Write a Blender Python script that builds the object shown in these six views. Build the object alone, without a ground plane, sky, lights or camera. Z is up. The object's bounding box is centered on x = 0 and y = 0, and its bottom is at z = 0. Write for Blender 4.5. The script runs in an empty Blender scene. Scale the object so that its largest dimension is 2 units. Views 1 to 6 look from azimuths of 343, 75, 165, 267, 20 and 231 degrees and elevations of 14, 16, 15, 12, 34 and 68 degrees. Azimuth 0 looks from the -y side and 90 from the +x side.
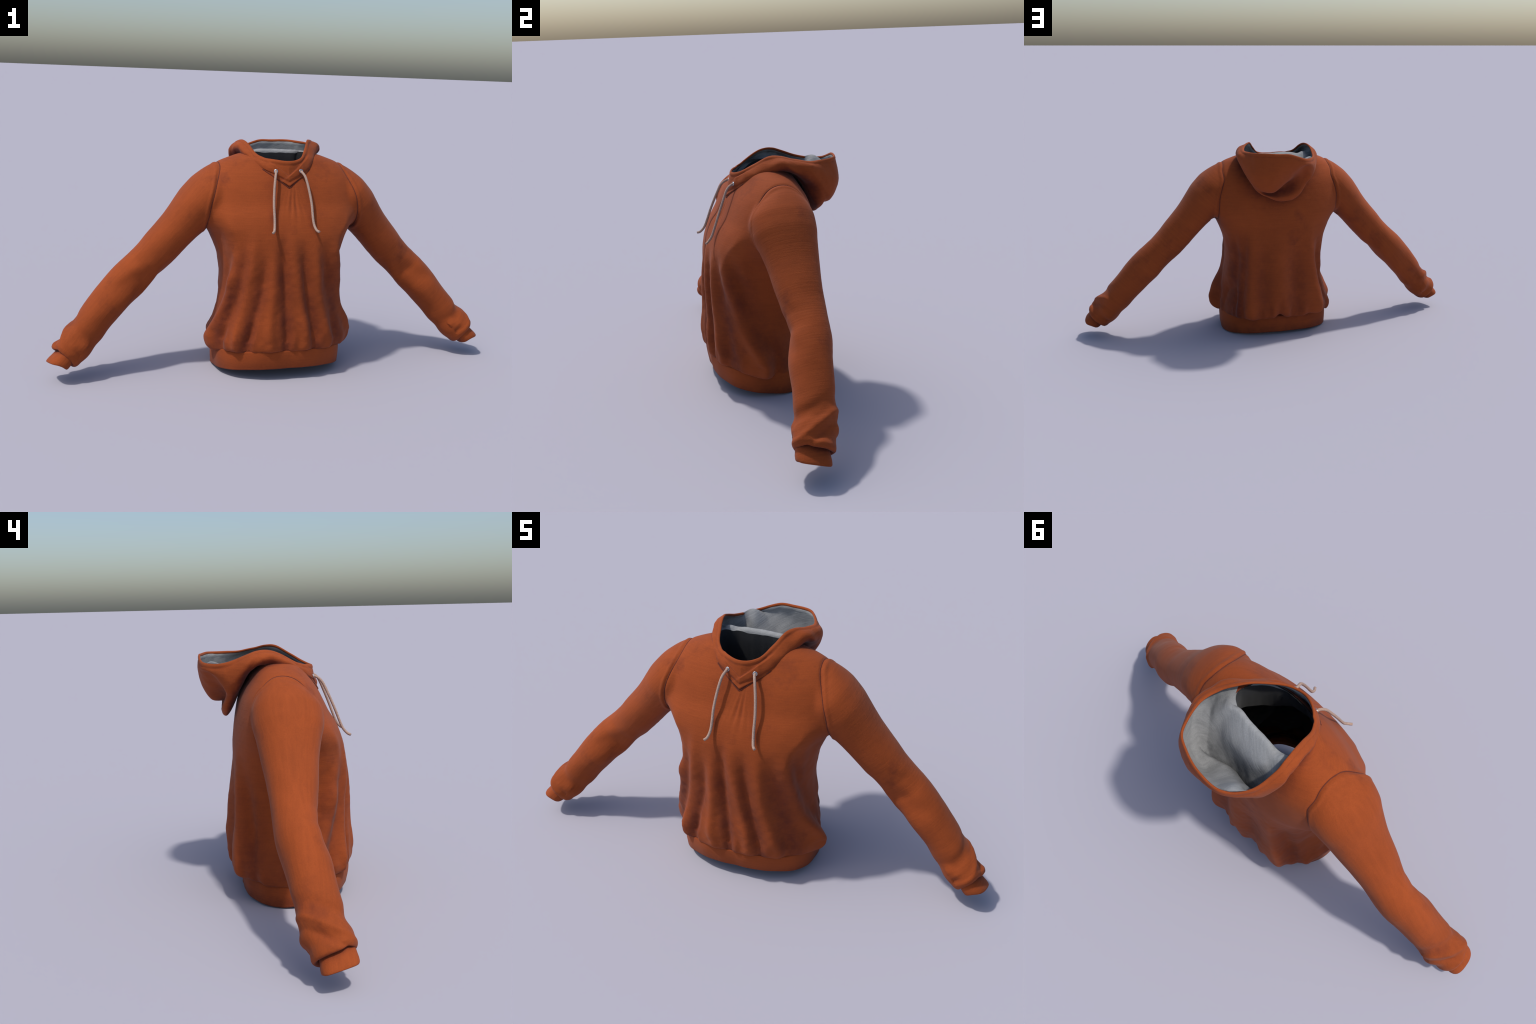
import bpy, bmesh, math
import numpy as np
from mathutils import Vector, noise
from mathutils.bvhtree import BVHTree

rng = np.random.default_rng(7)
lerp = np.interp

# ------------------------------------------------------------------ helpers
def sstep(a, b, x):
    t = np.clip((np.asarray(x, float) - a) / (b - a), 0, 1)
    return t * t * (3 - 2 * t)

def pchip(xs, ys):
    """smooth monotone-ish cubic through profile points"""
    xs = np.asarray(xs, float); ys = np.asarray(ys, float)
    h = np.diff(xs); d = np.diff(ys) / h
    m = np.zeros_like(ys)
    for i in range(1, len(xs) - 1):
        if d[i - 1] * d[i] > 0:
            w1 = 2 * h[i] + h[i - 1]; w2 = h[i] + 2 * h[i - 1]
            m[i] = (w1 + w2) / (w1 / d[i - 1] + w2 / d[i])
    m[0], m[-1] = d[0], d[-1]
    def f(x):
        x = np.clip(np.asarray(x, float), xs[0], xs[-1])
        i = np.clip(np.searchsorted(xs, x) - 1, 0, len(xs) - 2)
        t = (x - xs[i]) / h[i]
        return ((2*t**3 - 3*t**2 + 1) * ys[i] + (t**3 - 2*t**2 + t) * h[i] * m[i]
                + (-2*t**3 + 3*t**2) * ys[i + 1] + (t**3 - t**2) * h[i] * m[i + 1])
    return f

def catmull(P, n, closed=False):
    """Catmull-Rom through control points, uniform parameter, n samples (P: k x ...)."""
    P = np.asarray(P, float); k = len(P)
    t = np.linspace(0, k if closed else k - 1, n, endpoint=not closed)
    i = np.floor(t).astype(int)
    if not closed:
        i = np.minimum(i, k - 2)
    f = (t - i).reshape((-1,) + (1,) * (P.ndim - 1))
    if closed:
        g = lambda j: P[(i + j) % k]
    else:
        E = np.concatenate([[2 * P[0] - P[1]], P, [2 * P[-1] - P[-2]]])
        g = lambda j: E[i + 1 + j]
    a, b, c, d = g(-1), g(0), g(1), g(2)
    return 0.5 * (2 * b + (c - a) * f + (2 * a - 5 * b + 4 * c - d) * f**2 + (3 * b - a - 3 * c + d) * f**3)

def resample(P, n):
    P = np.asarray(P, float)
    s = np.r_[0, np.cumsum(np.linalg.norm(np.diff(P, axis=0), axis=1))]
    t = np.linspace(0, s[-1], n)
    return np.stack([lerp(t, s, P[:, j]) for j in range(3)], 1)

def grid_faces(nr, nc, wrap=True, flip=False):
    r = np.arange(nr - 1)[:, None]; c = np.arange(nc if wrap else nc - 1)[None, :]
    c2 = (c + 1) % nc
    F = np.stack([r * nc + c, r * nc + c2, (r + 1) * nc + c2, (r + 1) * nc + c], -1).reshape(-1, 4)
    return F[:, ::-1] if flip else F

def mesh_from(name, V, F, smooth=True):
    me = bpy.data.meshes.new(name)
    me.from_pydata(np.asarray(V).tolist(), [], [list(map(int, f)) for f in F])
    if smooth:
        me.polygons.foreach_set("use_smooth", np.ones(len(me.polygons), bool))
    me.update()
    return me

def add(name, me, parent, mat=None):
    ob = bpy.data.objects.new(name, me)
    bpy.context.scene.collection.objects.link(ob)
    ob.parent = parent
    if mat is not None:
        me.materials.clear(); me.materials.append(mat)
    return ob

def tube(name, path, radius, parent, mat, seg=12, cap=True):
    """round cord of constant radius along a path of points; closed ends"""
    P = np.asarray(path, float); n = len(P)
    T = np.gradient(P, axis=0); T /= np.linalg.norm(T, axis=1)[:, None]
    N = np.cross(T[0], [0.3, 1, 0.2]); N /= np.linalg.norm(N)
    V = []; rad = np.full(n, radius)
    ang = np.linspace(0, 2 * np.pi, seg, endpoint=False)
    for i in range(n):
        N = N - T[i] * (N @ T[i]); N /= np.linalg.norm(N); B = np.cross(T[i], N)
        V.append(P[i] + rad[i] * (np.cos(ang)[:, None] * N + np.sin(ang)[:, None] * B))
    V = np.concatenate(V); F = grid_faces(n, seg).tolist()
    if cap:
        F.append(list(range(seg))[::-1]); F.append([(n - 1) * seg + j for j in range(seg)])
    return add(name, mesh_from(name, V, F), parent, mat)

# ------------------------------------------------------------------ materials
def new_mat(name):
    m = bpy.data.materials.new(name); m.use_nodes = True
    nt = m.node_tree; b = nt.nodes["Principled BSDF"]
    return m, nt, b

def node(nt, kind, **kw):
    n = nt.nodes.new(kind)
    for k, v in kw.items():
        if k in n.inputs.keys() if isinstance(k, str) else False:
            n.inputs[k].default_value = v
        else:
            setattr(n, k, v)
    return n

def ramp(nt, src, stops):
    r = nt.nodes.new("ShaderNodeValToRGB")
    el = r.color_ramp.elements
    while len(el) < len(stops):
        el.new(0.5)
    for e, (p, c) in zip(el, stops):
        e.position = p; e.color = c if len(c) == 4 else (*c, 1)
    nt.links.new(src, r.inputs["Fac"])
    return r

def mix(nt, fac, a, b, blend="MIX"):
    m = nt.nodes.new("ShaderNodeMix"); m.data_type = "RGBA"; m.blend_type = blend
    for sock, val in ((m.inputs["Factor"], fac), (m.inputs["A"], a), (m.inputs["B"], b)):
        if hasattr(val, "is_output"):
            nt.links.new(val, sock)
        else:
            sock.default_value = val if not isinstance(val, tuple) or len(val) == 4 else (*val, 1)
    return m.outputs["Result"]

def math_(nt, op, a, b=0.0, clamp=False):
    m = nt.nodes.new("ShaderNodeMath"); m.operation = op; m.use_clamp = clamp
    for i, v in enumerate((a, b)):
        if hasattr(v, "is_output"):
            nt.links.new(v, m.inputs[i])
        else:
            m.inputs[i].default_value = v
    return m.outputs[0]

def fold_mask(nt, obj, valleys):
    """darker, redder colour in the hollows between drape folds: soft stripes that follow each hollow's path"""
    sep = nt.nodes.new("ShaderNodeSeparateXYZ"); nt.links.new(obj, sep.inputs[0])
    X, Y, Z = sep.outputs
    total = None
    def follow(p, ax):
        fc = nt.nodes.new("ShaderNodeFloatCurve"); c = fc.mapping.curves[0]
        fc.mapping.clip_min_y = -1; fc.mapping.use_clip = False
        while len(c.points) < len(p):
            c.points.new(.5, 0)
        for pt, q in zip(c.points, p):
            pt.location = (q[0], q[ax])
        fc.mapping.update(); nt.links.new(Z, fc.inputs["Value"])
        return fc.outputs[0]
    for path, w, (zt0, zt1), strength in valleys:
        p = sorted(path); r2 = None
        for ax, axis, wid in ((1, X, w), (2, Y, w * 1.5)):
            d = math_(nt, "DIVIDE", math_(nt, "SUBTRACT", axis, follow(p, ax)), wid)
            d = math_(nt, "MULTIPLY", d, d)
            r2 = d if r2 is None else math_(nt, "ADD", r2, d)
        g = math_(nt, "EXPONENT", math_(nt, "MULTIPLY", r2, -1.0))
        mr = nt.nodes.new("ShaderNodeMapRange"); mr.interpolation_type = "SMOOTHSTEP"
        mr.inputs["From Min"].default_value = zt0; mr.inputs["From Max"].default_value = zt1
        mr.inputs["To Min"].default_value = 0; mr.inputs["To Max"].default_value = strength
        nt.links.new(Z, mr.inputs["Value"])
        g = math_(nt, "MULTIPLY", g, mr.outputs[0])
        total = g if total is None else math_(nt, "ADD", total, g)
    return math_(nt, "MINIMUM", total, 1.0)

def cloth(name, base, dark, thread_dir, cavity=1.0, rough=0.82, threads=(18, 18, 420), thread_amt=0.6, valleys=None):
    m, nt, b = new_mat(name)
    tc = nt.nodes.new("ShaderNodeTexCoord"); obj = tc.outputs["Object"]
    # mottled wear: brighter/dimmer dye
    n1 = node(nt, "ShaderNodeTexNoise", Scale=5.0, Detail=5.0, Roughness=0.6); nt.links.new(obj, n1.inputs["Vector"])
    n2 = node(nt, "ShaderNodeTexNoise", Scale=38.0, Detail=4.0, Roughness=0.65); nt.links.new(obj, n2.inputs["Vector"])
    n3 = node(nt, "ShaderNodeTexNoise", Scale=260.0, Detail=2.0, Roughness=0.6); nt.links.new(obj, n3.inputs["Vector"])
    tone = ramp(nt, n1.outputs["Fac"], [(0.30, tuple(0.90 * c for c in base)), (0.70, tuple(1.08 * c for c in base))])
    # hollows turn darker and redder, broken up by the mottling
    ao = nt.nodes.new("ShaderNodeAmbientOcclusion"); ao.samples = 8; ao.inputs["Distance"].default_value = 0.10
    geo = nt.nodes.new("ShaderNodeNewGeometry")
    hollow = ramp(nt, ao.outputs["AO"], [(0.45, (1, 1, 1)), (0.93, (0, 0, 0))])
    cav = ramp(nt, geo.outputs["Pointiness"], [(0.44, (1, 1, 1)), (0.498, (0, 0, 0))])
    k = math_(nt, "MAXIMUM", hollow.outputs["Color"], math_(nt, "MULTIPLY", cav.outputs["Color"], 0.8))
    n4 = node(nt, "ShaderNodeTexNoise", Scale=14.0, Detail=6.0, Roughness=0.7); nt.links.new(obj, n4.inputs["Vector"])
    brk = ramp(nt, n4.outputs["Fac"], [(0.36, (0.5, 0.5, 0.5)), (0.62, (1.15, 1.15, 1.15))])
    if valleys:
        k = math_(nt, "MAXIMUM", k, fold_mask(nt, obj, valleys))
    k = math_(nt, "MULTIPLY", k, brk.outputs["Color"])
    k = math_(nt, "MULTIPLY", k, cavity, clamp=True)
    if valleys is not None:                              # scattered worn smudges
        n5 = node(nt, "ShaderNodeTexNoise", Scale=6.5, Detail=5.0, Roughness=0.62); nt.links.new(obj, n5.inputs["Vector"])
        sm_ = ramp(nt, n5.outputs["Fac"], [(0.57, (0, 0, 0)), (0.74, (0.55, 0.55, 0.55))])
        k = math_(nt, "MAXIMUM", k, math_(nt, "MULTIPLY", sm_.outputs["Color"], brk.outputs["Color"]))
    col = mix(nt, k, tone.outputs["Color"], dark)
    fine = ramp(nt, n3.outputs["Fac"], [(0.3, (0.93, 0.93, 0.93)), (0.7, (1.06, 1.06, 1.06))])
    col = mix(nt, 1.0, col, fine.outputs["Color"], "MULTIPLY")
    mp = nt.nodes.new("ShaderNodeMapping"); mp.inputs["Rotation"].default_value = thread_dir
    nt.links.new(obj, mp.inputs["Vector"])
    mp2 = nt.nodes.new("ShaderNodeMapping"); mp2.inputs["Scale"].default_value = threads
    nt.links.new(mp.outputs[0], mp2.inputs["Vector"])
    st = node(nt, "ShaderNodeTexNoise", Scale=1.0, Detail=3.0, Roughness=0.6); nt.links.new(mp2.outputs[0], st.inputs["Vector"])
    thr = ramp(nt, st.outputs["Fac"], [(0.35, (1 - .09 * thread_amt,) * 3), (0.65, (1 + .05 * thread_amt,) * 3)])
    col = mix(nt, 1.0, col, thr.outputs["Color"], "MULTIPLY")
    nt.links.new(col, b.inputs["Base Color"])
    b.inputs["Roughness"].default_value = rough
    b.inputs["Specular IOR Level"].default_value = 0.17
    b.inputs["Sheen Weight"].default_value = 0.05
    b.inputs["Sheen Roughness"].default_value = 0.5
    # knit: fine rows of thread, stretched noise
    h = math_(nt, "ADD", math_(nt, "MULTIPLY", st.outputs["Fac"], thread_amt), math_(nt, "MULTIPLY", n3.outputs["Fac"], 0.4))
    h = math_(nt, "ADD", h, math_(nt, "MULTIPLY", n2.outputs["Fac"], 0.8))
    bp = nt.nodes.new("ShaderNodeBump"); bp.inputs["Strength"].default_value = 0.22; bp.inputs["Distance"].default_value = 0.004
    nt.links.new(h, bp.inputs["Height"]); nt.links.new(bp.outputs[0], b.inputs["Normal"])
    return m

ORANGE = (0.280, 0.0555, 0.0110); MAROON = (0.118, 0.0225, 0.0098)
def cord_mat():
    m, nt, b = new_mat("beige_cord")
    tc = nt.nodes.new("ShaderNodeTexCoord")
    n = node(nt, "ShaderNodeTexVoronoi", Scale=420.0); nt.links.new(tc.outputs["Object"], n.inputs["Vector"])
    r = ramp(nt, n.outputs["Distance"], [(0.1, (0.50, 0.35, 0.28)), (0.75, (0.30, 0.20, 0.155))])
    nt.links.new(r.outputs["Color"], b.inputs["Base Color"]); b.inputs["Roughness"].default_value = 0.9
    bp = nt.nodes.new("ShaderNodeBump"); bp.inputs["Strength"].default_value = 0.4; bp.inputs["Distance"].default_value = 0.002; bp.invert = True
    nt.links.new(n.outputs["Distance"], bp.inputs["Height"]); nt.links.new(bp.outputs[0], b.inputs["Normal"])
    return m
M_cord = cord_mat()
M_steel, _nt, _b = new_mat("steel_eyelet")
_b.inputs["Base Color"].default_value = (0.55, 0.58, 0.62, 1); _b.inputs["Metallic"].default_value = 1.0; _b.inputs["Roughness"].default_value = 0.28
_n = node(_nt, "ShaderNodeTexNoise", Scale=300.0); _r = ramp(_nt, _n.outputs["Fac"], [(0.3, (0.22,) * 3), (0.7, (0.36,) * 3)])
_nt.links.new(_r.outputs["Color"], _b.inputs["Roughness"])

# ------------------------------------------------------------------ root
root = bpy.data.objects.new("hooded_sweatshirt", None)
bpy.context.scene.collection.objects.link(root)
root["label"] = "rust orange hooded sweatshirt with grey hood lining and beige drawstrings"
root["category"] = "hoodie"

# ------------------------------------------------------------------ torso profile
Zk = [.04, .10, .15, .20, .30, .40, .50, .55, .61, .66, .70, .75, .80, .84, .88, .91, .93, .945, .955]
fA = pchip(Zk, [.312, .316, .314, .300, .270, .257, .268, .284, .312, .350, .362, .368, .368, .358, .318, .268, .215, .165, .12])
fF = pchip(Zk, [-.290, -.297, -.303, -.304, -.297, -.293, -.289, -.285, -.277, -.262, -.245, -.214, -.190, -.169, -.141, -.117, -.10, -.08, -.06])
fB = pchip(Zk, [.165, .185, .198, .200, .190, .182, .175, .172, .172, .168, .163, .155, .145, .130, .108, .09, .075, .066, .055])
CY = pchip([0, .5, .75, .95], [-.055, -.055, -.03, -.01])

def hem_bottom(y):   # lowest line of the waistband, lifted at the front and a little at the back
    return .049 * np.clip(-y / .285, 0, 1.1) ** 1.4 + .014 * np.clip(y / .145, 0, 1.1) ** 2
def hem_seam(y):     # seam between waistband and body
    return .101 + .028 * np.clip((.06 - y) / .35, 0, 1.05) ** 2

def section(phi, a, yf, yb, cy, nf, nb):
    c, s = np.cos(phi), np.sin(phi)
    n = np.where(s < 0, nf, nb); b = np.where(s < 0, cy - yf, yb - cy)
    x = a * np.sign(c) * np.abs(c) ** (2 / n)
    y = cy + b * np.sign(s) * np.abs(s) ** (2 / n)
    return x, y

def even_phi(n, a=.3, yf=-.29, yb=.18, cy=-.05, e=2.6):
    """angles that give nearly even spacing on the squarish section"""
    p = np.linspace(0, 2 * np.pi, 8001)
    x, y = section(p, a, yf, yb, cy, e, e)
    s = np.r_[0, np.cumsum(np.hypot(np.diff(x), np.diff(y)))]
    return lerp(np.linspace(0, s[-1], n, endpoint=False), s, p)

# drape folds: (path of (z, x, y)), height, half width, top fade (z0 -> z1), bottom fade above the seam
FOLDS = [
    # front ridges
    ([(.61, -.217, -.244), (.447, -.258, -.211), (.303, -.300, -.175), (.179, -.326, -.102), (.10, -.33, -.08)], .028, .034, (.60, .42), .0),
    ([(.48, -.245, -.215), (.37, -.265, -.200), (.25, -.300, -.16)], .050, .040, (.50, .40), .20),
    ([(.572, -.166, -.270), (.495, -.172, -.272), (.363, -.198, -.268), (.241, -.230, -.258), (.15, -.24, -.255)], .016, .025, (.74, .42), .02),
    ([(.574, -.086, -.287), (.403, -.084, -.303), (.273, -.094, -.309), (.18, -.098, -.31)], .013, .024, (.60, .40), .02),
    ([(.573, -.005, -.292), (.444, .020, -.305), (.312, .045, -.313), (.20, .066, -.316)], .012, .026, (.74, .42), .02),
    ([(.56, .100, -.287), (.393, .122, -.297), (.27, .152, -.296), (.17, .18, -.29)], .013, .026, (.69, .40), .02),
    ([(.641, .184, -.251), (.562, .204, -.254), (.424, .240, -.235), (.306, .280, -.207), (.188, .322, -.131), (.10, .335, -.10)], .034, .036, (.68, .40), .0),
    # hollow in front of each armpit
    ([(.66, -.315, -.15), (.60, -.305, -.15)], -.010, .060, (.71, .64), .46), ([(.66, .315, -.15), (.60, .305, -.15)], -.012, .060, (.71, .64), .46),
    # slack creases running in from the armholes
    ([(.70, -.27, -.20), (.62, -.235, -.235), (.55, -.205, -.255)], .0045, .026, (.72, .66), .3), ([(.70, .27, -.20), (.62, .225, -.24), (.55, .19, -.26)], .0045, .026, (.72, .66), .3),
    # front valleys
    ([(.502, -.212, -.25), (.366, -.238, -.235), (.244, -.278, -.207), (.16, -.29, -.19)], -.016, .022, (.66, .36), .01),
    ([(.555, -.120, -.284), (.381, -.140, -.292), (.27, -.170, -.289), (.17, -.190, -.28)], -.018, .020, (.58, .34), .01),
    ([(.574, -.046, -.291), (.403, -.036, -.307), (.315, -.026, -.313), (.17, -.020, -.319)], -.017, .021, (.74, .38), .01),
    ([(.53, .048, -.296), (.37, .068, -.308), (.26, .098, -.31), (.17, .115, -.31)], -.017, .020, (.67, .34), .01),
    ([(.585, .154, -.273), (.436, .178, -.275), (.304, .208, -.272), (.18, .235, -.26)], -.016, .030, (.62, .42), .02),
    ([(.60, .232, -.225), (.453, .262, -.195), (.314, .30, -.14), (.2, .32, -.06)], -.014, .030, (.64, .46), .02),
    ([(.60, -.25, -.21), (.447, -.275, -.16), (.303, -.30, -.10), (.18, -.315, -.02)], -.010, .032, (.58, .42), .03),
    ([(.30, -.312, -.158), (.12, -.292, -.17)], -.0085, .032, (.32, .24), .0),
    # back ridges
    ([(.559, .282, .062), (.393, .272, .075), (.283, .262, .105), (.17, .240, .137)], .006, .030, (.60, .42), .02),
    ([(.552, .164, .162), (.368, .169, .174), (.178, .172, .181)], .014, .030, (.62, .45), .0),
    ([(.526, .021, .187), (.198, .018, .209)], .012, .040, (.60, .35), .0),
    ([(.581, -.146, .166), (.39, -.168, .173), (.168, -.200, .174)], .013, .040, (.64, .45), .0),
    # back valleys
    ([(.55, .247, .115), (.40, .258, .105), (.26, .262, .114), (.15, .25, .12)], -.012, .022, (.60, .45), .02),
    ([(.55, .198, .147), (.365, .206, .152), (.222, .222, .153)], -.010, .020, (.60, .45), .02),
    ([(.46, .10, .184), (.321, .104, .195), (.15, .100, .203)], -.010, .034, (.56, .38), .02),
    ([(.50, -.07, .18), (.32, -.075, .19), (.15, -.075, .195)], -.012, .045, (.56, .34), .02),
    ([(.57, -.195, .14), (.41, -.215, .135), (.217, -.24, .12), (.15, -.245, .11)], -.017, .030, (.55, .40), .03),
    # side slackness
    ([(.50, -.26, .0), (.35, -.262, .03), (.2, -.30, .06)], -.006, .05, (.58, .40), .06),
    ([(.30, .28, .05), (.20, .30, .045), (.12, .31, .04)], -.027, .075, (.32, .20), .0),
    ([(.42, .262, -.215), (.30, .295, -.18), (.20, .32, -.13)], .024, .040, (.50, .38), .13),
    ([(.50, .25, .09), (.36, .25, .09), (.22, .26, .09)], -.012, .05, (.58, .40), .04),
    ([(.22, .02, .2), (.14, .02, .2)], -.010, .020, (.25, .17), .0),
    ([(.32, -.27, .06), (.22, -.29, .05)], -.013, .07, (.37, .27), .10),
]

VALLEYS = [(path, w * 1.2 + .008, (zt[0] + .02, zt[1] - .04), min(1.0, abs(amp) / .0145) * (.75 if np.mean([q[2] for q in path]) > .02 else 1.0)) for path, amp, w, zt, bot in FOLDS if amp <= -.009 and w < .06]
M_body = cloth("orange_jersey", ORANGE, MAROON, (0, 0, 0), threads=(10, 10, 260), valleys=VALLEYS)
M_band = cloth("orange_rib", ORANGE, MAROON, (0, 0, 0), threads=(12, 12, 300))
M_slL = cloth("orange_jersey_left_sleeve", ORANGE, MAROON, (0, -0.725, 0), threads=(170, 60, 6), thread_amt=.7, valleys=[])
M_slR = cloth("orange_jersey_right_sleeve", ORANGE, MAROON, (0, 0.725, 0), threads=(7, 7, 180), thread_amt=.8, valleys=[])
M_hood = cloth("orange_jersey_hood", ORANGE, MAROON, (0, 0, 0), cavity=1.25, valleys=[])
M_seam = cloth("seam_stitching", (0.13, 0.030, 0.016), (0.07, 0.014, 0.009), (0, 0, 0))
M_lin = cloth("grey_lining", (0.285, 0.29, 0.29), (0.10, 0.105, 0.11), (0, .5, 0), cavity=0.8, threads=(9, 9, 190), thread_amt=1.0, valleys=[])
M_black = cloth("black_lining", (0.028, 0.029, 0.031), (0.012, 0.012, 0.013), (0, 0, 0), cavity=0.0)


def fold_offset(x, y, z, zs):
    d = np.zeros_like(x)
    for path, amp, w, (zt0, zt1), bot in FOLDS:
        p = sorted(path); pz = [q[0] for q in p]
        px = lerp(z, pz, [q[1] for q in p]); py = lerp(z, pz, [q[2] for q in p])
        # distances measured along the skin: exaggerate off-side distance a little
        r2 = (x - px) ** 2 + (y - py) ** 2
        fade = 1 - sstep(zt1, zt0, z)
        if bot > 0:
            fade = fade * sstep(0.0, bot + .02, z - zs)
        d += amp * (1.5 if amp < 0 else 1.3 if amp < .018 else 1.1) * fade * np.exp(-r2 / (w * w))
    # puckers gathered into the waistband
    u = np.arctan2(y + .05, x)
    p = np.sin(u * 23 + 1.3 * np.sin(u * 5)) + .6 * np.sin(u * 37 + 2.0)
    d += .0035 * p * np.exp(-((z - zs - .035) / .035) ** 2)
    return d

def band_section(phi, t):
    """waistband: t 0 bottom .. 1 top"""
    a = .286 + .006 * t - .004 * t * t
    return section(phi, a, -.286 - .010 * math.sin(math.pi * min(t, 1) * .55), .143, -.06, 2.6, 2.5)

def build_torso():
    n = 420; phi = even_phi(n)
    rows = []
    def full(zn):
        # rows near the hem follow the lifted front
        k = 1 - sstep(.112, .34, zn)
        y0 = section(phi, fA(zn), fF(zn), fB(zn), CY(zn), 2.6, 2.6)[1]
        z = zn + k * (hem_seam(y0) - .070)
        nf = lerp(zn, [.5, .75, .9], [2.6, 2.35, 2.2]); nb = lerp(zn, [.5, .75, .9], [2.7, 2.6, 2.2])
        x, y = section(phi, fA(z), fF(z), fB(z), CY(z), nf, nb)
        o = fold_offset(x, y, z, hem_seam(y0))
        o = o * (1 - .55 * sstep(-.05, -.20, y0) * (1 - sstep(.015, .07, z - hem_seam(y0))))
        o = np.maximum(o, -.035)
        cx, cy = 0.0, CY(z)
        L = np.hypot(x - cx, y - cy); x = x + (x - cx) / L * o; y = y + (y - cy) / L * o
        return x, y, z
    # tucked lip at the seam: quarter-round from under the waistband edge out to the blousing
    Z0 = .112
    x1, y1, z1 = full(Z0)
    bx, by = band_section(phi, 1.0); bx = bx * .978; by = (by + .055) * .978 - .055
    zs = z1 - (Z0 - .070)
    fit = np.maximum(1, 1.012 * np.hypot(bx, by + .055) / np.hypot(x1, y1 + .055))      # never thinner than the waistband
    x1, y1 = x1 * fit, (y1 + .055) * fit - .055
    flank = .85 + .75 * np.clip((np.abs(x1) - .265) / .05, 0, 1)
    notch = np.clip(y1 / .1, 0, 1) * (.030 * np.exp(-((x1 - .02) / .026) ** 2) + .014 * np.exp(-((x1 + .158) / .03) ** 2))
    droop = .5 + .5 * np.clip((y1 + .15) / .25, 0, 1) + .25 * np.sin(np.arctan2(y1 + .05, x1) * 7 + .6) * np.clip((y1 + .1) / .2, 0, 1)
    for k in [-.25, -.08] + list(np.linspace(0, .96, 14)):
        q = max(k, 0); r = math.sin(q * math.pi / 2) ** flank
        x = bx * (1 + min(k, 0) * .3) + (x1 - bx) * r; y = by + (y1 - by) * r
        if k < 0: y = (y + .055) * (1 + k * .3) - .055
        z = zs + .003 + notch * (1 - .75 * q) - (.011 * droop + .024 * (flank - .85) / .75) * math.sin(q * math.pi) ** 1.0 * (1 - .35 * q) + (Z0 - .073) * (1 - math.cos(q * math.pi / 2)) ** 1.1 + max(-k, 0) * .10
        rows.append(np.stack([x, y, z], 1))
    for zn in np.r_[np.linspace(Z0, .90, 130), np.linspace(.904, .955, 14)]:
        rows.append(np.stack(full(zn), 1))
    V = np.concatenate(rows); nr = len(rows)
    F = grid_faces(nr, n).tolist()
    V = np.concatenate([V, [[0, -.055, .09], [0, -.01, .957]]])
    b, t = len(V) - 2, len(V) - 1
    F += [[(j + 1) % n, j, b] for j in range(n)]
    F += [[(nr - 1) * n + j, (nr - 1) * n + (j + 1) % n, t] for j in range(n)]
    return V, F

# ------------------------------------------------------------------ sleeves (mirror pair)
SS = [-.20, -.138, -.10, -.05, 0, .05, .10, .15, .20, .25, .30, .35, .40, .45, .50, .55, .60, .65, .70, .75, .80, .85, .885]
s_up = pchip(SS, [.01, .040, .058, .0725, .081, .082, .077, .070, .0655, .0645, .064, .062, .065, .0705, .075, .076, .076, .074, .0725, .070, .065, .066, .071])
s_lo = pchip(SS, [-.08, -.10, -.112, -.118, -.120, -.117, -.110, -.103, -.1000, -.0980, -.0970, -.0925, -.0890, -.0865, -.0835, -.081, -.0775, -.0745, -.0715, -.073, -.073, -.071, -.068])
s_yf = pchip([-.20, -.10, -.05, 0, .06, .10, .20, .30, .37, .41, .455, .50, .55, .60, .67, .75, .82, .87, .90], [-.05, -.098, -.140, -.160, -.157, -.146, -.126, -.115, -.105, -.0975, -.0975, -.110, -.121, -.131, -.137, -.150, -.164, -.180, -.183])
s_yb = pchip([-.20, -.10, -.05, 0, .06, .10, .20, .30, .45, .50, .60, .67, .75, .82, .87, .92], [.03, .072, .097, .107, .103, .095, .080, .066, .0525, .0515, .033, .0185, .0, -.012, -.030, -.042])
P0 = np.array([.33, 0, .78]); AX = np.array([.6631, 0, -.7486]); NN = np.array([.7486, 0, .6631])

def sleeve_pt(s, n, y):
    return P0 + np.multiply.outer(s, AX) + np.multiply.outer(n, NN) + np.multiply.outer(y, [0, 1, 0])

def tilt(y):  # the wrist end is swung forward: front edge stops earlier
    return .30 * (y + .115)

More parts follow.
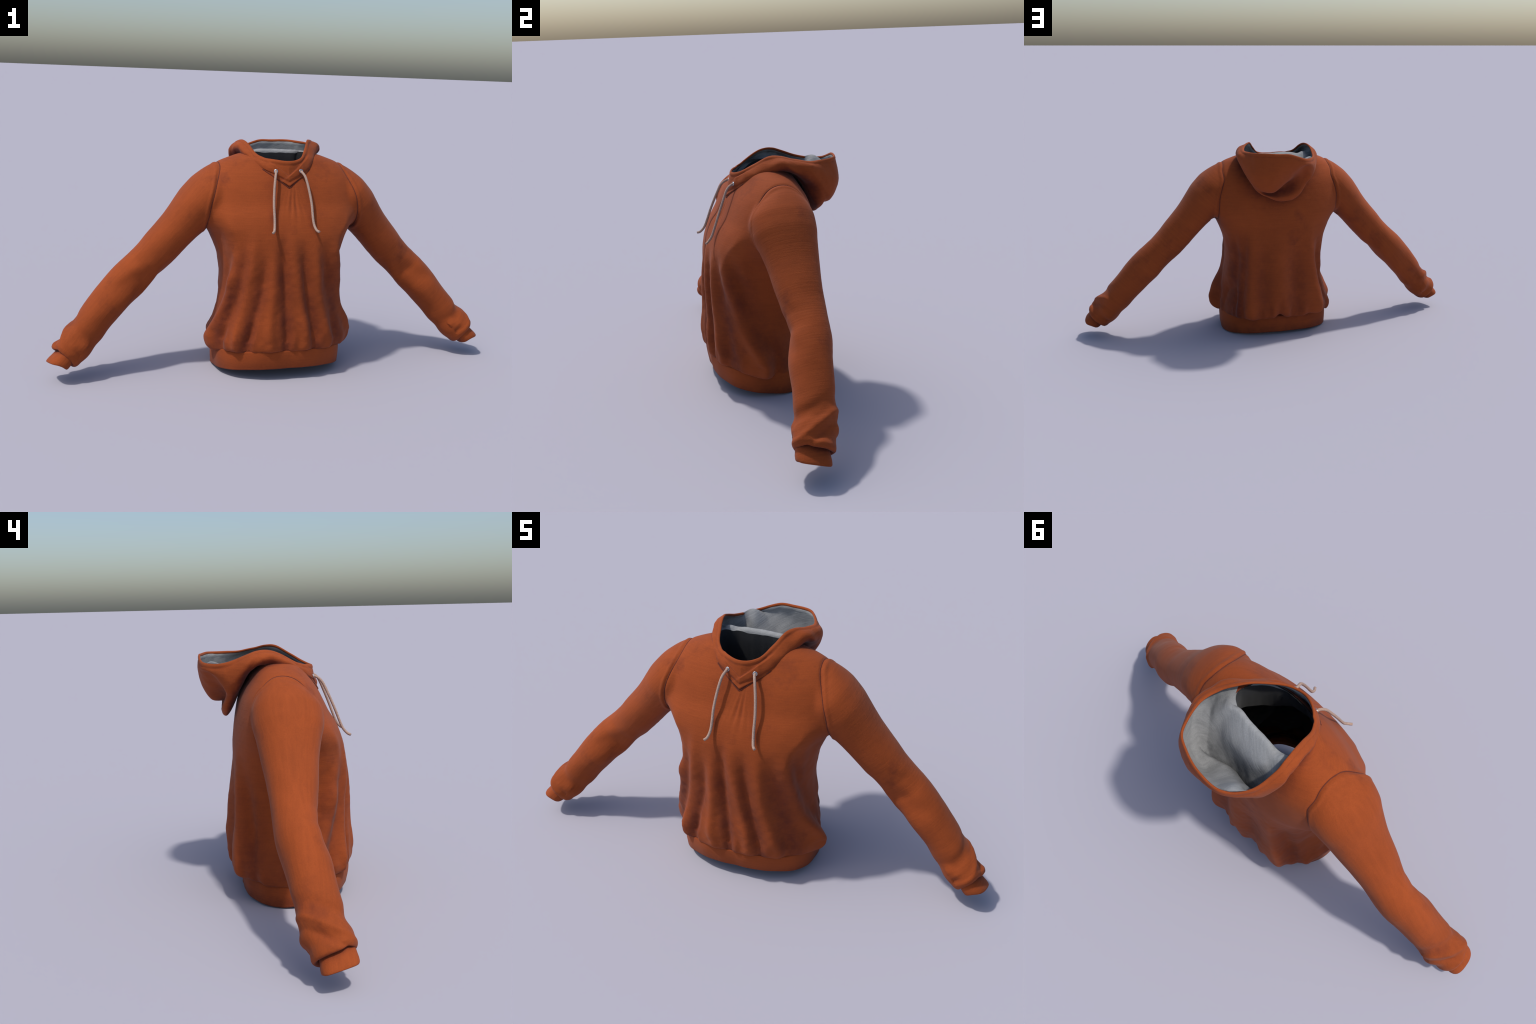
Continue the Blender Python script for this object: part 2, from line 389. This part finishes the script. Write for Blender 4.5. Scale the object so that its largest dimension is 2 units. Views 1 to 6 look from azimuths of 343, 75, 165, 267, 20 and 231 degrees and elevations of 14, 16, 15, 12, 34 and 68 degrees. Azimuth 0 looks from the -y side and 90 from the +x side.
def build_sleeve(side):
    n = 120; phi = np.linspace(0, 2 * np.pi, n, endpoint=False)
    rows = []
    def ring(s, shrink=1.0, ds=0.0, tuck=0.0):
        up, lo, yf, yb = s_up(s), s_lo(s), s_yf(s), s_yb(s)
        c, w = np.cos(phi), np.sin(phi)
        e = 2.15
        nn = (up + lo) / 2 + (up - lo) / 2 * np.sign(w) * np.abs(w) ** (2 / e)
        yy = (yf + yb) / 2 + (yb - yf) / 2 * np.sign(c) * np.abs(c) ** (2 / e)
        cn, cyy = .004, -.116
        nn = nn + (cn + .0375 * np.sign(w) * np.abs(w) ** (2 / e) - nn) * tuck
        yy = yy + (cyy + .0555 * np.sign(c) * np.abs(c) ** (2 / e) - yy) * tuck
        k = sstep(.62, .86, s)
        ss = np.full(n, s + ds) + k * tilt(yy)
        # elbow and forearm wrinkles
        ang = phi
        wr = .0042 * np.sin(30 * s + 2.6 * np.sin(ang * 2 + 1)) * sstep(.30, .40, s) * (1 - sstep(.50, .62, s)) * (.5 + .5 * np.cos(ang - 4.2))
        wr += .0022 * np.sin(17 * s + 3 * ang) * sstep(.15, .6, s)
        # bunched rings above the cuff
        g = sstep(.70, .82, s) * (1 - .8 * sstep(.86, .90, s))
        wr += g * .0032 * np.sin(62 * (s - .80) + 1.1 * np.sin(ang + .6) + .8 * np.sin(2 * ang))
        rad = np.stack([nn - (up + lo) / 2, yy - (yf + yb) / 2], 1); rad /= np.linalg.norm(rad, axis=1)[:, None] + 1e-9
        nn = nn + wr * rad[:, 0]; yy = yy + wr * rad[:, 1]
        # soft overhang that is longest underneath and on top
        ss = ss + .014 * tuckless(s) * np.clip(-w, 0, 1) ** 2
        P = sleeve_pt(ss, nn, yy); P[:, 0] *= side
        return P
    def tuckless(s):
        return sstep(.78, .885, s)
    for s in np.linspace(-.135, .885, 170):
        rows.append(ring(s))
    for ds, tk in [(.008, .05), (.016, .18), (.020, .38), (.020, .60), (.016, .80), (.008, .98), (-.006, 1.12)]:
        rows.append(ring(.885, ds=ds, tuck=tk))
    V = np.concatenate(rows); nr = len(rows)
    F = grid_faces(nr, n, flip=side < 0).tolist()
    V = np.concatenate([V, [rows[0].mean(0), rows[-1].mean(0)]]); b, t = len(V) - 2, len(V) - 1
    for j in range(n):
        j2 = (j + 1) % n
        f1, f2 = [j2, j, b], [(nr - 1) * n + j, (nr - 1) * n + j2, t]
        F += [f1, f2] if side > 0 else [f1[::-1], f2[::-1]]
    return V, F

# ------------------------------------------------------------------ join torso and sleeves into one skin
def apply_modifiers(ob):
    dg = bpy.context.evaluated_depsgraph_get(); dg.update()
    me = bpy.data.meshes.new_from_object(ob.evaluated_get(dg))
    return me

VOX = .0042
allV, allF, off = [], [], 0
for V, F in (build_torso(), build_sleeve(-1), build_sleeve(1)):
    allV.append(V); allF += [[i + off for i in f] for f in F]; off += len(V)
tmp = bpy.data.objects.new("skin_tmp", mesh_from("skin_tmp", np.concatenate(allV), allF))
bpy.context.scene.collection.objects.link(tmp)
bmt = bmesh.new(); bmt.from_mesh(tmp.data); bmesh.ops.recalc_face_normals(bmt, faces=bmt.faces); bmt.to_mesh(tmp.data); bmt.free()
rm = tmp.modifiers.new("r", "REMESH"); rm.mode = "VOXEL"; rm.voxel_size = VOX; rm.adaptivity = 0
skin = apply_modifiers(tmp)
bpy.data.objects.remove(tmp)

def get_v(me):
    a = np.empty(len(me.vertices) * 3, np.float32); me.vertices.foreach_get("co", a); return a.reshape(-1, 3).astype(float)
def get_n(me):
    a = np.empty(len(me.vertices) * 3, np.float32); me.vertices.foreach_get("normal", a); return a.reshape(-1, 3).astype(float)
def get_e(me):
    a = np.empty(len(me.edges) * 2, np.int32); me.edges.foreach_get("vertices", a); return a.reshape(-1, 2)

# armhole: distance (in x) outside the shoulder seam
XS = pchip([.60, .61, .66, .70, .75, .79, .83, .87, .885, .912, .95], [.330, .329, .334, .332, .325, .314, .300, .285, .279, .271, .258])
def armhole(V):
    x, y, z = np.abs(V[:, 0]), V[:, 1], V[:, 2]
    X = XS(z) - .020 * sstep(-.06, .06, y) * (1 - sstep(.82, .88, z))
    X = np.where(z < .61, .330 + (.61 - z) * .9, X)
    return x - X

V = get_v(skin); E = get_e(skin)
bvh_src = BVHTree.FromPolygons(np.concatenate(allV).tolist(), allF)
V = np.array([bvh_src.find_nearest(Vector(p))[0] for p in V]); f = armhole(V)
# soften the union around the armhole so the sleeve flows from the body
deg = np.bincount(E.ravel(), minlength=len(V)).astype(float)[:, None]
w = (np.exp(-(f / .06) ** 2) * (.12 + .88 * sstep(.62, .72, V[:, 2])) * sstep(.52, .58, V[:, 2]))[:, None]
for _ in range(45):
    S = np.zeros_like(V); np.add.at(S, E[:, 0], V[E[:, 1]]); np.add.at(S, E[:, 1], V[E[:, 0]])
    V += w * .5 * (S / deg - V)
skin.vertices.foreach_set("co", V.astype(np.float32).ravel()); skin.update()

def fbm(P, scale, seed):
    """cheap smooth value from sums of rotated sines, for soft unevenness of cloth"""
    r = np.random.default_rng(seed); s = np.zeros(len(P))
    for k in range(7):
        d = r.normal(size=3); d /= np.linalg.norm(d)
        s += np.sin(P @ d * scale * (1 + .35 * k) + r.uniform(0, 6.28) + .9 * np.sin(P @ r.normal(size=3) * scale * .4)) / (1 + .4 * k)
    return s / 3
N = get_n(skin); f = armhole(V)
up = sstep(.58, .61, V[:, 2])
def up_s(f): return (f > .1).astype(float)
lowz = 1 - sstep(.50, .66, V[:, 2]) * .75
d = lowz * (.0012 * fbm(V, 42, 3) + .0009 * fbm(V, 90, 5)) * (1 - .6 * sstep(0, .05, f))
d += up * (-.0030 * np.exp(-(f / .005) ** 2) + .0028 * np.exp(-((f - .013) / .007) ** 2))
# pulled creases under the collar point, fanning down the chest
front = (V[:, 1] < -.12) & (V[:, 2] > .55)
ang = np.arctan2(V[:, 0] - .03, np.maximum(.90 - V[:, 2], .01)) + .16; dist = np.hypot(V[:, 0], .83 - V[:, 2])
d += front * .0012 * (np.sin(ang * 27 + .8 + 2 * np.sin(ang * 9)) + .7 * np.sin(ang * 47 + V[:, 2] * 25)) * np.exp(-((dist - .09) / .07) ** 2) * np.exp(-(ang / .34) ** 2)
d += up_s(f) * .0016 * fbm(V, 24, 8) * sstep(.12, .3, f)
# crumpled cloth pushed up above the cuffs
sv = (np.abs(V[:, 0]) - .33) * AX[0] + (V[:, 2] - .78) * AX[2]
cr = sstep(.72, .84, sv) * (1 - sstep(.915, .93, sv)) * up_s(f)
sn_ = (np.abs(V[:, 0]) - .33) * NN[0] + (V[:, 2] - .78) * NN[2]
d += cr * (.0016 * fbm(V, 60, 21) + .0008 * fbm(V, 110, 22))
outer = sstep(-.03, .02, sn_)
for s0, s1, amp_, w_, wt in ((.795, .872, .0075, .015, outer), (.835, .912, -.0060, .014, outer), (.745, .800, -.0035, .020, outer),
                             (.850, .800, .0055, .016, 1 - outer), (.885, .845, -.0045, .012, 1 - outer)):
    line_ = s0 + (s1 - s0) * np.clip((-.03 - V[:, 1]) / .15, -.1, 1.1)   # slanting rolls, lower at the front
    d += up_s(f) * amp_ * wt * np.exp(-((sv - line_) / w_) ** 2) * (1 - sstep(.915, .935, sv))
V += N * d[:, None]
skin.vertices.foreach_set("co", V.astype(np.float32).ravel()); skin.update()

# region of every face and openings at neck and waist
nf_ = len(skin.polygons)
cen = np.empty(nf_ * 3, np.float32); skin.polygons.foreach_get("center", cen); cen = cen.reshape(-1, 3).astype(float)
nrm = np.empty(nf_ * 3, np.float32); skin.polygons.foreach_get("normal", nrm); nrm = nrm.reshape(-1, 3)
fc = armhole(cen)
sl = (fc > 0) & (cen[:, 2] < .96)
region = np.where(sl, np.where(cen[:, 0] > 0, 2, 1), 0)
neck = (np.abs(cen[:, 0]) / (.138 + .014 * sstep(-.06, .02, cen[:, 1]))) ** np.where(cen[:, 1] > -.037, 3.0, 2.4) + (np.abs(cen[:, 1] + .037) / .104) ** np.where(cen[:, 1] > -.037, 5.0, 2.3) < 1
hole = (region == 0) & neck & (cen[:, 2] > .80)
ba, bf_, bb = .286 * .955, .235 * .955, .205 * .955
r_ = (np.abs(cen[:, 0]) / ba) ** 2.4 + (np.abs(cen[:, 1] + .057) / np.where(cen[:, 1] < -.057, bf_, bb)) ** 2.4
hole |= (region == 0) & (r_ < .78) & (cen[:, 2] < hem_seam(cen[:, 1]) + .05) & (cen[:, 2] < .2)
sp = (np.abs(cen[:, 0]) - .33) * AX[0] + (cen[:, 2] - .78) * AX[2]
sn = (np.abs(cen[:, 0]) - .33) * NN[0] + (cen[:, 2] - .78) * NN[2]
hole |= (region > 0) & (sp > .86) & (((sn - .004) / .026) ** 2 + ((cen[:, 1] + .116) / .042) ** 2 < 1)
skin.materials.clear()

Fq = np.array([list(p.vertices) + [-1] * (4 - len(p.vertices)) for p in skin.polygons])
Nv = get_n(skin)
bvh_body = BVHTree.FromPolygons(V.tolist(), [[i for i in q if i >= 0] for q in Fq[::1].tolist()])

def cut_part(name, sel, parent, mat, Vsrc=V, Nsrc=Nv, flip=False):
    F = Fq[sel]; used = np.unique(F[F >= 0]); remap = -np.ones(len(Vsrc), int); remap[used] = np.arange(len(used))
    faces = [[int(remap[i]) for i in q if i >= 0] for q in F]
    if flip: faces = [q[::-1] for q in faces]
    me = mesh_from(name, Vsrc[used], faces)
    me.normals_split_custom_set_from_vertices(Nsrc[used].tolist())
    return add(name, me, parent, mat)

torso = cut_part("torso", (region == 0) & ~hole, root, M_body)
sleeve_l = cut_part("sleeve", (region == 1) & ~hole, root, M_slL)
sleeve_r = cut_part("sleeve", (region == 2) & ~hole, root, M_slR)
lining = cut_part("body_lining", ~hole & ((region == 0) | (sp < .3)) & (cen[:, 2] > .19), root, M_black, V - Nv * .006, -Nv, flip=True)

def snap(P, lift=0.0):
    out = []
    for p in P:
        co, no, i, dd = bvh_body.find_nearest(Vector(p)); out.append(np.array(co) + np.array(no) * lift)
    return np.array(out)

# ------------------------------------------------------------------ shoulder seams (stitched cord sunk in the groove)
AH = [(.912, -.010), (.905, -.055), (.891, -.085), (.852, -.123), (.805, -.146), (.75, -.158), (.70, -.154), (.66, -.136), (.628, -.10),
      (.610, -.05), (.612, .02), (.64, .072), (.686, .102), (.73, .109), (.78, .106), (.816, .092), (.855, .070), (.895, .035)]
for side, par in ((-1, sleeve_l), (1, sleeve_r)):
    C = catmull([(y, z) for z, y in AH], 150, closed=True)
    P = np.stack([np.zeros(150), C[:, 0], C[:, 1]], 1); P[:, 0] = -armhole(P) * side
    for _ in range(3):
        P = snap(P); P[:, 0] = np.where(P[:, 2] > .615, (np.abs(P[:, 0]) - .5 * armhole(P)) * side, P[:, 0])
    P = snap(P, -.0002)
    for _ in range(4):
        P = (np.roll(P, 1, 0) + 2 * P + np.roll(P, -1, 0)) / 4
    P = snap(P, -.0003)
    P = np.concatenate([P, P[:2]])
    tube("shoulder_seam", P, .0019, par, M_seam, seg=8, cap=False)

# ------------------------------------------------------------------ waistband
def build_band():
    n = 260; phi = even_phi(n, a=.286, yf=-.29, yb=.147, cy=-.06, e=2.4)
    rows = []
    prof = [(.92, -.012), (.6, -.0115), (.3, -.011), (.08, -.0105), (.02, -.009), (.0, -.005), (.005, -.0015), (.03, .0008)] + \
           [(t, .0012 * math.sin(math.pi * t)) for t in np.linspace(.07, .93, 16)] + [(.965, -.001), (.985, -.004), (1.0, -.006), (1.45, -.009)]
    for t, o in prof:
        x, y = band_section(phi, t)
        cx, cy = 0, -.06; L = np.hypot(x, y - cy)
        u = np.arctan2(y - cy, x)
        oo = o + .0012 * np.sin(9 * u + 2 * t) + .0008 * np.sin(17 * u)
        x2 = x + x / L * oo; y2 = y + (y - cy) / L * oo
        zb, zt = hem_bottom(y), hem_seam(y) + .006
        z = zb + (zt - zb) * t
        rows.append(np.stack([x2, y2, z], 1))
    V = np.concatenate(rows); V[:, 2] -= V[:, 2].min()
    return add("waistband", mesh_from("waistband", V, grid_faces(len(rows), n)), root, M_band)
waistband = build_band()

# ------------------------------------------------------------------ cuffs
def build_cuff(side, par):
    n = 96; phi = np.linspace(0, 2 * np.pi, n, endpoint=False); rows = []
    prof = [(.845, -.006), (.90, -.0065), (.935, -.006), (.9485, -.0045), (.951, -.002), (.9485, .0), (.943, .0012), (.93, .0015), (.915, .0), (.90, -.001), (.885, -.0035), (.865, -.006), (.845, -.008)]
    for s, o in prof:
        c, w = np.cos(phi), np.sin(phi); e = 2.5
        k = (s - .86) / .09
        nn = .004 + (.0395 + .002 * k + o) * np.sign(w) * np.abs(w) ** (2 / e)
        yy = -.113 - .010 * k + (.0585 + .001 * k + o) * np.sign(c) * np.abs(c) ** (2 / e)
        P = sleeve_pt(s + .003 + tilt(yy) + .28 * (nn - .004) - .0045 * max(k, 0) ** 3 * np.abs(c) ** 8, nn, yy); P[:, 0] *= side; rows.append(P)
    V = np.concatenate(rows)
    return add("cuff", mesh_from("cuff", V, grid_faces(len(rows), n, flip=side > 0)), par, M_slL if side < 0 else M_slR)
build_cuff(-1, sleeve_l); build_cuff(1, sleeve_r)

# ------------------------------------------------------------------ hood: cross-sections from neck seam to rim
H = [
    [(0, -.1795, .812), (0, -.169, .868), (0, -.158, .922)],                                       # front middle
    [(-.063, -.149, .855), (-.062, -.151, .886), (-.060, -.138, .928)],
    [(-.124, -.104, .892), (-.130, -.098, .922), (-.116, -.085, .943)],
    [(-.158, -.050, .921), (-.162, -.038, .955), (-.137, -.022, .978)],
    [(-.162, .004, .937), (-.177, .014, .958), (-.176, .022, .978), (-.150, .030, .994)],
    [(-.142, .035, .938), (-.155, .045, .940), (-.170, .054, .942), (-.188, .060, .952), (-.182, .066, .975), (-.158, .072, .993)],
    [(-0.118, 0.053, .934), (-.133, .060, .946), (-.148, .090, .925), (-.160, .112, .902), (-.174, .120, .905), (-.193, .118, .932), (-.185, .120, .957), (-.162, .122, .976)],
    [(-0.09, 0.055, .934), (-.100, .064, .946), (-.115, .10, .910), (-.125, .130, .86), (-.132, .158, .826), (-.142, .185, .835), (-.153, .198, .880), (-.155, .205, .915), (-.146, .208, .944)],
    [(-0.05, 0.057, .934), (-.055, .068, .945), (-.065, .12, .90), (-.073, .150, .82), (-.076, .182, .756), (-.084, .206, .775), (-.090, .194, .845), (-.085, .252, .905), (-.088, .281, .922), (-.086, .281, .947)],
    [(0, 0.057, .934), (0, .070, .944), (0, .125, .89), (0, .148, .80), (-.003, .190, .729), (0, .212, .750), (0, .184, .806), (0, .262, .843), (0, .300, .912), (.0, .299, .970)],
    [(0.05, 0.057, .934), (.055, .066, .942), (.065, .12, .89), (.068, .152, .80), (.066, .190, .745), (.07, .213, .754), (.072, .198, .779), (.074, .254, .789), (.087, .297, .874), (.088, .282, .976)],
    [(0.085, 0.053, .934), (.097, .060, .942), (.115, .10, .90), (.132, .14, .84), (.138, .172, .792), (.146, .198, .790), (.152, .216, .805), (.162, .235, .825), (.172, .253, .888), (.151, .246, .977)],
    [(0.11, 0.051, .934), (.126, .058, .944), (.145, .09, .92), (.168, .122, .885), (.185, .142, .882), (.206, .150, .900), (.222, .145, .938), (.216, .145, .960), (.190, .148, .976)],
    [(.142, .030, .936), (.158, .040, .940), (.182, .050, .937), (.214, .060, .946), (.208, .066, .974), (.178, .072, .990)],
    [(.160, -.005, .931), (.188, .010, .953), (.190, .018, .984), (.150, .022, 1.002)],
    [(.153, -.052, .914), (.158, -.040, .955), (.128, -.022, .998)],
    [(.121, -.106, .889), (.125, -.098, .930), (.098, -.080, .966)],
    [(.063, -.149, .855), (.063, -.151, .886), (.060, -.135, .932)],
]
NVc = 10
ctrl = np.array([resample(catmull(h, 40), NVc) if len(h) < 10 else np.array(h, float) for h in H])    # stations x NVc x 3
NU, NV_ = 420, 72
G = catmull(ctrl, NU, closed=True)                   # around
tu = np.arange(NU) / NU * len(ctrl); iu = np.floor(tu).astype(int); fu = (tu - iu)[:, None, None]
Glin = ctrl[iu] * (1 - fu) + ctrl[(iu + 1) % len(ctrl)] * fu
dc = np.minimum(tu, len(ctrl) - tu)[:, None, None]      # the collar point is a sharp V: straight lines near the middle
wl = (1 - sstep(.9, 1.6, dc)) * (1 - sstep(.45, .95, np.linspace(0, 1, NVc)))[None, :, None]
G = G + (Glin - G) * wl
RIMD = [.024, .018, .0135, .010, .0065, .003, 0.0]        # last rows sit at set distances below the rim
def rise(P):
    n = 400; Q = catmull(P, n); s = np.r_[0, np.cumsum(np.linalg.norm(np.diff(Q, axis=0), axis=1))]
    par = np.linspace(0, 1, n); tr = [lerp(s[-1] - d, s, par) for d in RIMD]
    t = np.r_[np.linspace(0, tr[0], NV_ - len(RIMD) + 1)[:-1], tr]
    return np.stack([lerp(t, par, Q[:, j]) for j in range(3)], 1)
G = np.stack([rise(G[i]) for i in range(NU)])        # up each section  -> NU x NV x 3

def grid_normals(G):
    du = np.roll(G, -1, 0) - np.roll(G, 1, 0); dv = np.gradient(G, axis=1)
    n = np.cross(du, dv); n /= np.linalg.norm(n, axis=-1, keepdims=True) + 1e-12
    return n
Ng = grid_normals(G)
ref = Ng[NU // 4 * 0, NV_ // 2]
if Ng[0, NV_ // 2, 1] > 0:
    Ng = -Ng; SIGN = -1
else:
    SIGN = 1
# the collar crossing at the throat: right lapel over left, recessed facing between
X, Y, Zc = G[..., 0], G[..., 1], G[..., 2]
frontm = sstep(-.08, -.12, Y)
line = Zc - (.866 + .75 * X)                           # edge of the upper lapel
lap = sstep(.004, -.003, line) * sstep(-.075, -.06, X * 0 + X + .0) 
lower = sstep(.004, -.004, Zc - (.866 - .72 * X))      # edge of the under lapel
vv = np.linspace(0, 1, NV_)[None, :]
off_ = frontm * (.0060 * lap * sstep(-.06, -.035, X) * sstep(.16, .10, X) + .003 * lower * (1 - lap) * sstep(.02, .0, X) * sstep(-.14, -.10, X))
off_ += frontm * .0030 * np.exp(-((vv - .13) / .06) ** 2) - .0022 * frontm * np.exp(-((vv - .30) / .06) ** 2)
# hemmed rim: small roll and stitched groove
dist_rim = np.linalg.norm(G - G[:, -1:, :], axis=-1)
off_ += .0016 * np.exp(-((dist_rim - .005) / .005) ** 2) - .0010 * np.exp(-((dist_rim - .0135) / .003) ** 2)
off_ *= 1 - frontm * (1 - sstep(.0, .20, vv))
Pn = G.reshape(-1, 3)
off_ += (.0018 * fbm(Pn, 45, 11) + .0010 * fbm(Pn, 110, 12)).reshape(NU, NV_) * sstep(.002, .02, dist_rim)
G = G + Ng * (off_ - .0035 * frontm * (1 - sstep(.0, .06, vv)))[..., None]
Ng = grid_normals(G) * SIGN
G[..., 2] += .0022 * fbm(G.reshape(-1, 3), 34, 13).reshape(NU, NV_) * sstep(.5, 1, vv)
TH = .0092
inner = G - Ng * TH
rimdir = G[:, -1] - G[:, -4]; rimdir /= np.linalg.norm(rimdir, axis=1)[:, None]
lip = [(.15, .45), (.5, .62), (.85, .45)]
cols = [G[:, j] for j in range(NV_)] + [G[:, -1] - Ng[:, -1] * TH * a + rimdir * TH * b for a, b in lip]
FAC = 3                                                 # rows of orange facing turned inside
cols_face = [inner[:, j] for j in range(NV_ - 1, NV_ - 1 - FAC, -1)]
GV = np.stack(cols + cols_face, 0)                      # rows x NU x 3
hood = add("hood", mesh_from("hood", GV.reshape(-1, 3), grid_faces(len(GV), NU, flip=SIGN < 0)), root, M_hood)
LV = np.stack([inner[:, j] for j in range(NV_ - FAC, -1, -1)], 0)
# slack lining: puffs up beside the back left of the rim, and hangs in soft folds inside the pouch
q = ((LV[..., 0] + .122) / .066) ** 2 + ((LV[..., 1] - .205) / .072) ** 2 + ((LV[..., 2] - .93) / .06) ** 2
LV[..., 2] += .056 * np.exp(-q) * sstep(0, 9, np.arange(len(LV)))[:, None]
deep = np.exp(-((LV[..., 2] - .86) / .07) ** 2) * sstep(.06, .12, LV[..., 1])
LV += (np.array([.3, -.5, .6]) * (deep * (.0016 * np.sin(LV[..., 0] * 40 + LV[..., 2] * 30) + .0026 * fbm(LV.reshape(-1, 3), 34, 31).reshape(LV.shape[:2])))[..., None])
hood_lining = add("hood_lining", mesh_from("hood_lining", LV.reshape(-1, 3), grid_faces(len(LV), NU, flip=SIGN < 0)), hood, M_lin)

# black neck facing hanging inside from the hood seam
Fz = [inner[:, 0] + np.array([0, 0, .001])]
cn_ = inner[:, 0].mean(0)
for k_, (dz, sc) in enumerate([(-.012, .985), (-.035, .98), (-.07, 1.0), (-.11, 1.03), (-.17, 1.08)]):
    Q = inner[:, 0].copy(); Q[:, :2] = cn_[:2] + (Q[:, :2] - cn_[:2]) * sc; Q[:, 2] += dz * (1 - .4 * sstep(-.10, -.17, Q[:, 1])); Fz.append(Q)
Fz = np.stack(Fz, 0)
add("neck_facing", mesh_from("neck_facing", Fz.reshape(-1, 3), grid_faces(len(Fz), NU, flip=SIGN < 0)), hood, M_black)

# collar seam: stitched line where the hood meets the body at the front
k = [i for i in range(NU)]
seamP = []
for i in list(range(int(NU * 16.3 / 18), NU)) + list(range(0, int(NU * 1.75 / 18))):
    seamP.append(G[i, 0] + np.array([0, 0, -.001]))
seamP = snap(seamP, .0004)
for _ in range(6):
    seamP[1:-1] = (seamP[:-2] + 2 * seamP[1:-1] + seamP[2:]) / 4
tube("collar_seam", seamP, .0022, hood, M_seam, seg=8)

# ------------------------------------------------------------------ eyelets and drawstrings
bvh_hood = BVHTree.FromPolygons(GV.reshape(-1, 3).tolist(), grid_faces(len(GV), NU).tolist())
for a_, b_ in (((.052, .906), (-.031, .846)), ((-.046, .898), (-.001, .867))):   # dark cords modelled for the shading along the crossing lapel edges
    Q = []
    for t_ in np.linspace(0, 1, 30):
        x_, z_ = a_[0] + (b_[0] - a_[0]) * t_, a_[1] + (b_[1] - a_[1]) * t_
        hit = bvh_hood.ray_cast(Vector((x_, -.5, z_)), Vector((0, 1, 0)))[0]
        if hit is not None: Q.append(np.array(hit) + np.array([0, .0006, -.0012]))
    tube("lapel_shade_cord", Q, .0014, hood, M_seam, seg=8)
def ring_mesh(R, r, sx=1):
    n, m = 40, 14; a = np.linspace(0, 2 * np.pi, n, endpoint=False); b = np.linspace(0, 2 * np.pi, m, endpoint=False)
    A, B = np.meshgrid(a, b, indexing="ij")
    Vv = np.stack([(R + r * np.cos(B)) * np.cos(A), (R + r * np.cos(B)) * np.sin(A), r * .8 * np.sin(B)], -1).reshape(-1, 3)
    F = [[i * m + j, ((i + 1) % n) * m + j, ((i + 1) % n) * m + (j + 1) % m, i * m + (j + 1) % m] for i in range(n) for j in range(m)]
    return mesh_from("eyelet", Vv, F)
ringme = ring_mesh(.0068, .0021)
STR = [(.055, -.150, .884), (.057, -.168, .881), (.066, -.190, .862), (.076, -.214, .812), (.0825, -.238, .755), (.0835, -.256, .708), (.086, -.270, .676), (.092, -.287, .656), (.101, -.299, .650)]
for side in (-1, 1):
    p = Vector((.0545 * side, -.1565, .884))
    co, no, i, dd = bvh_hood.find_nearest(p)
    if no.y > 0: no = -no
    e = add("eyelet", ringme, hood, M_steel)
    e.location = co + no * .0012
    e.rotation_mode = "QUATERNION"; e.rotation_quaternion = no.to_track_quat("Z", "Y")
    P = catmull(STR, 90); P[:, 0] *= side
    P[:, 1] += (co.y + .1565)*np.linspace(1, 0, 90)**2
    tube("drawstring", P, .0053, root, M_cord, seg=14)
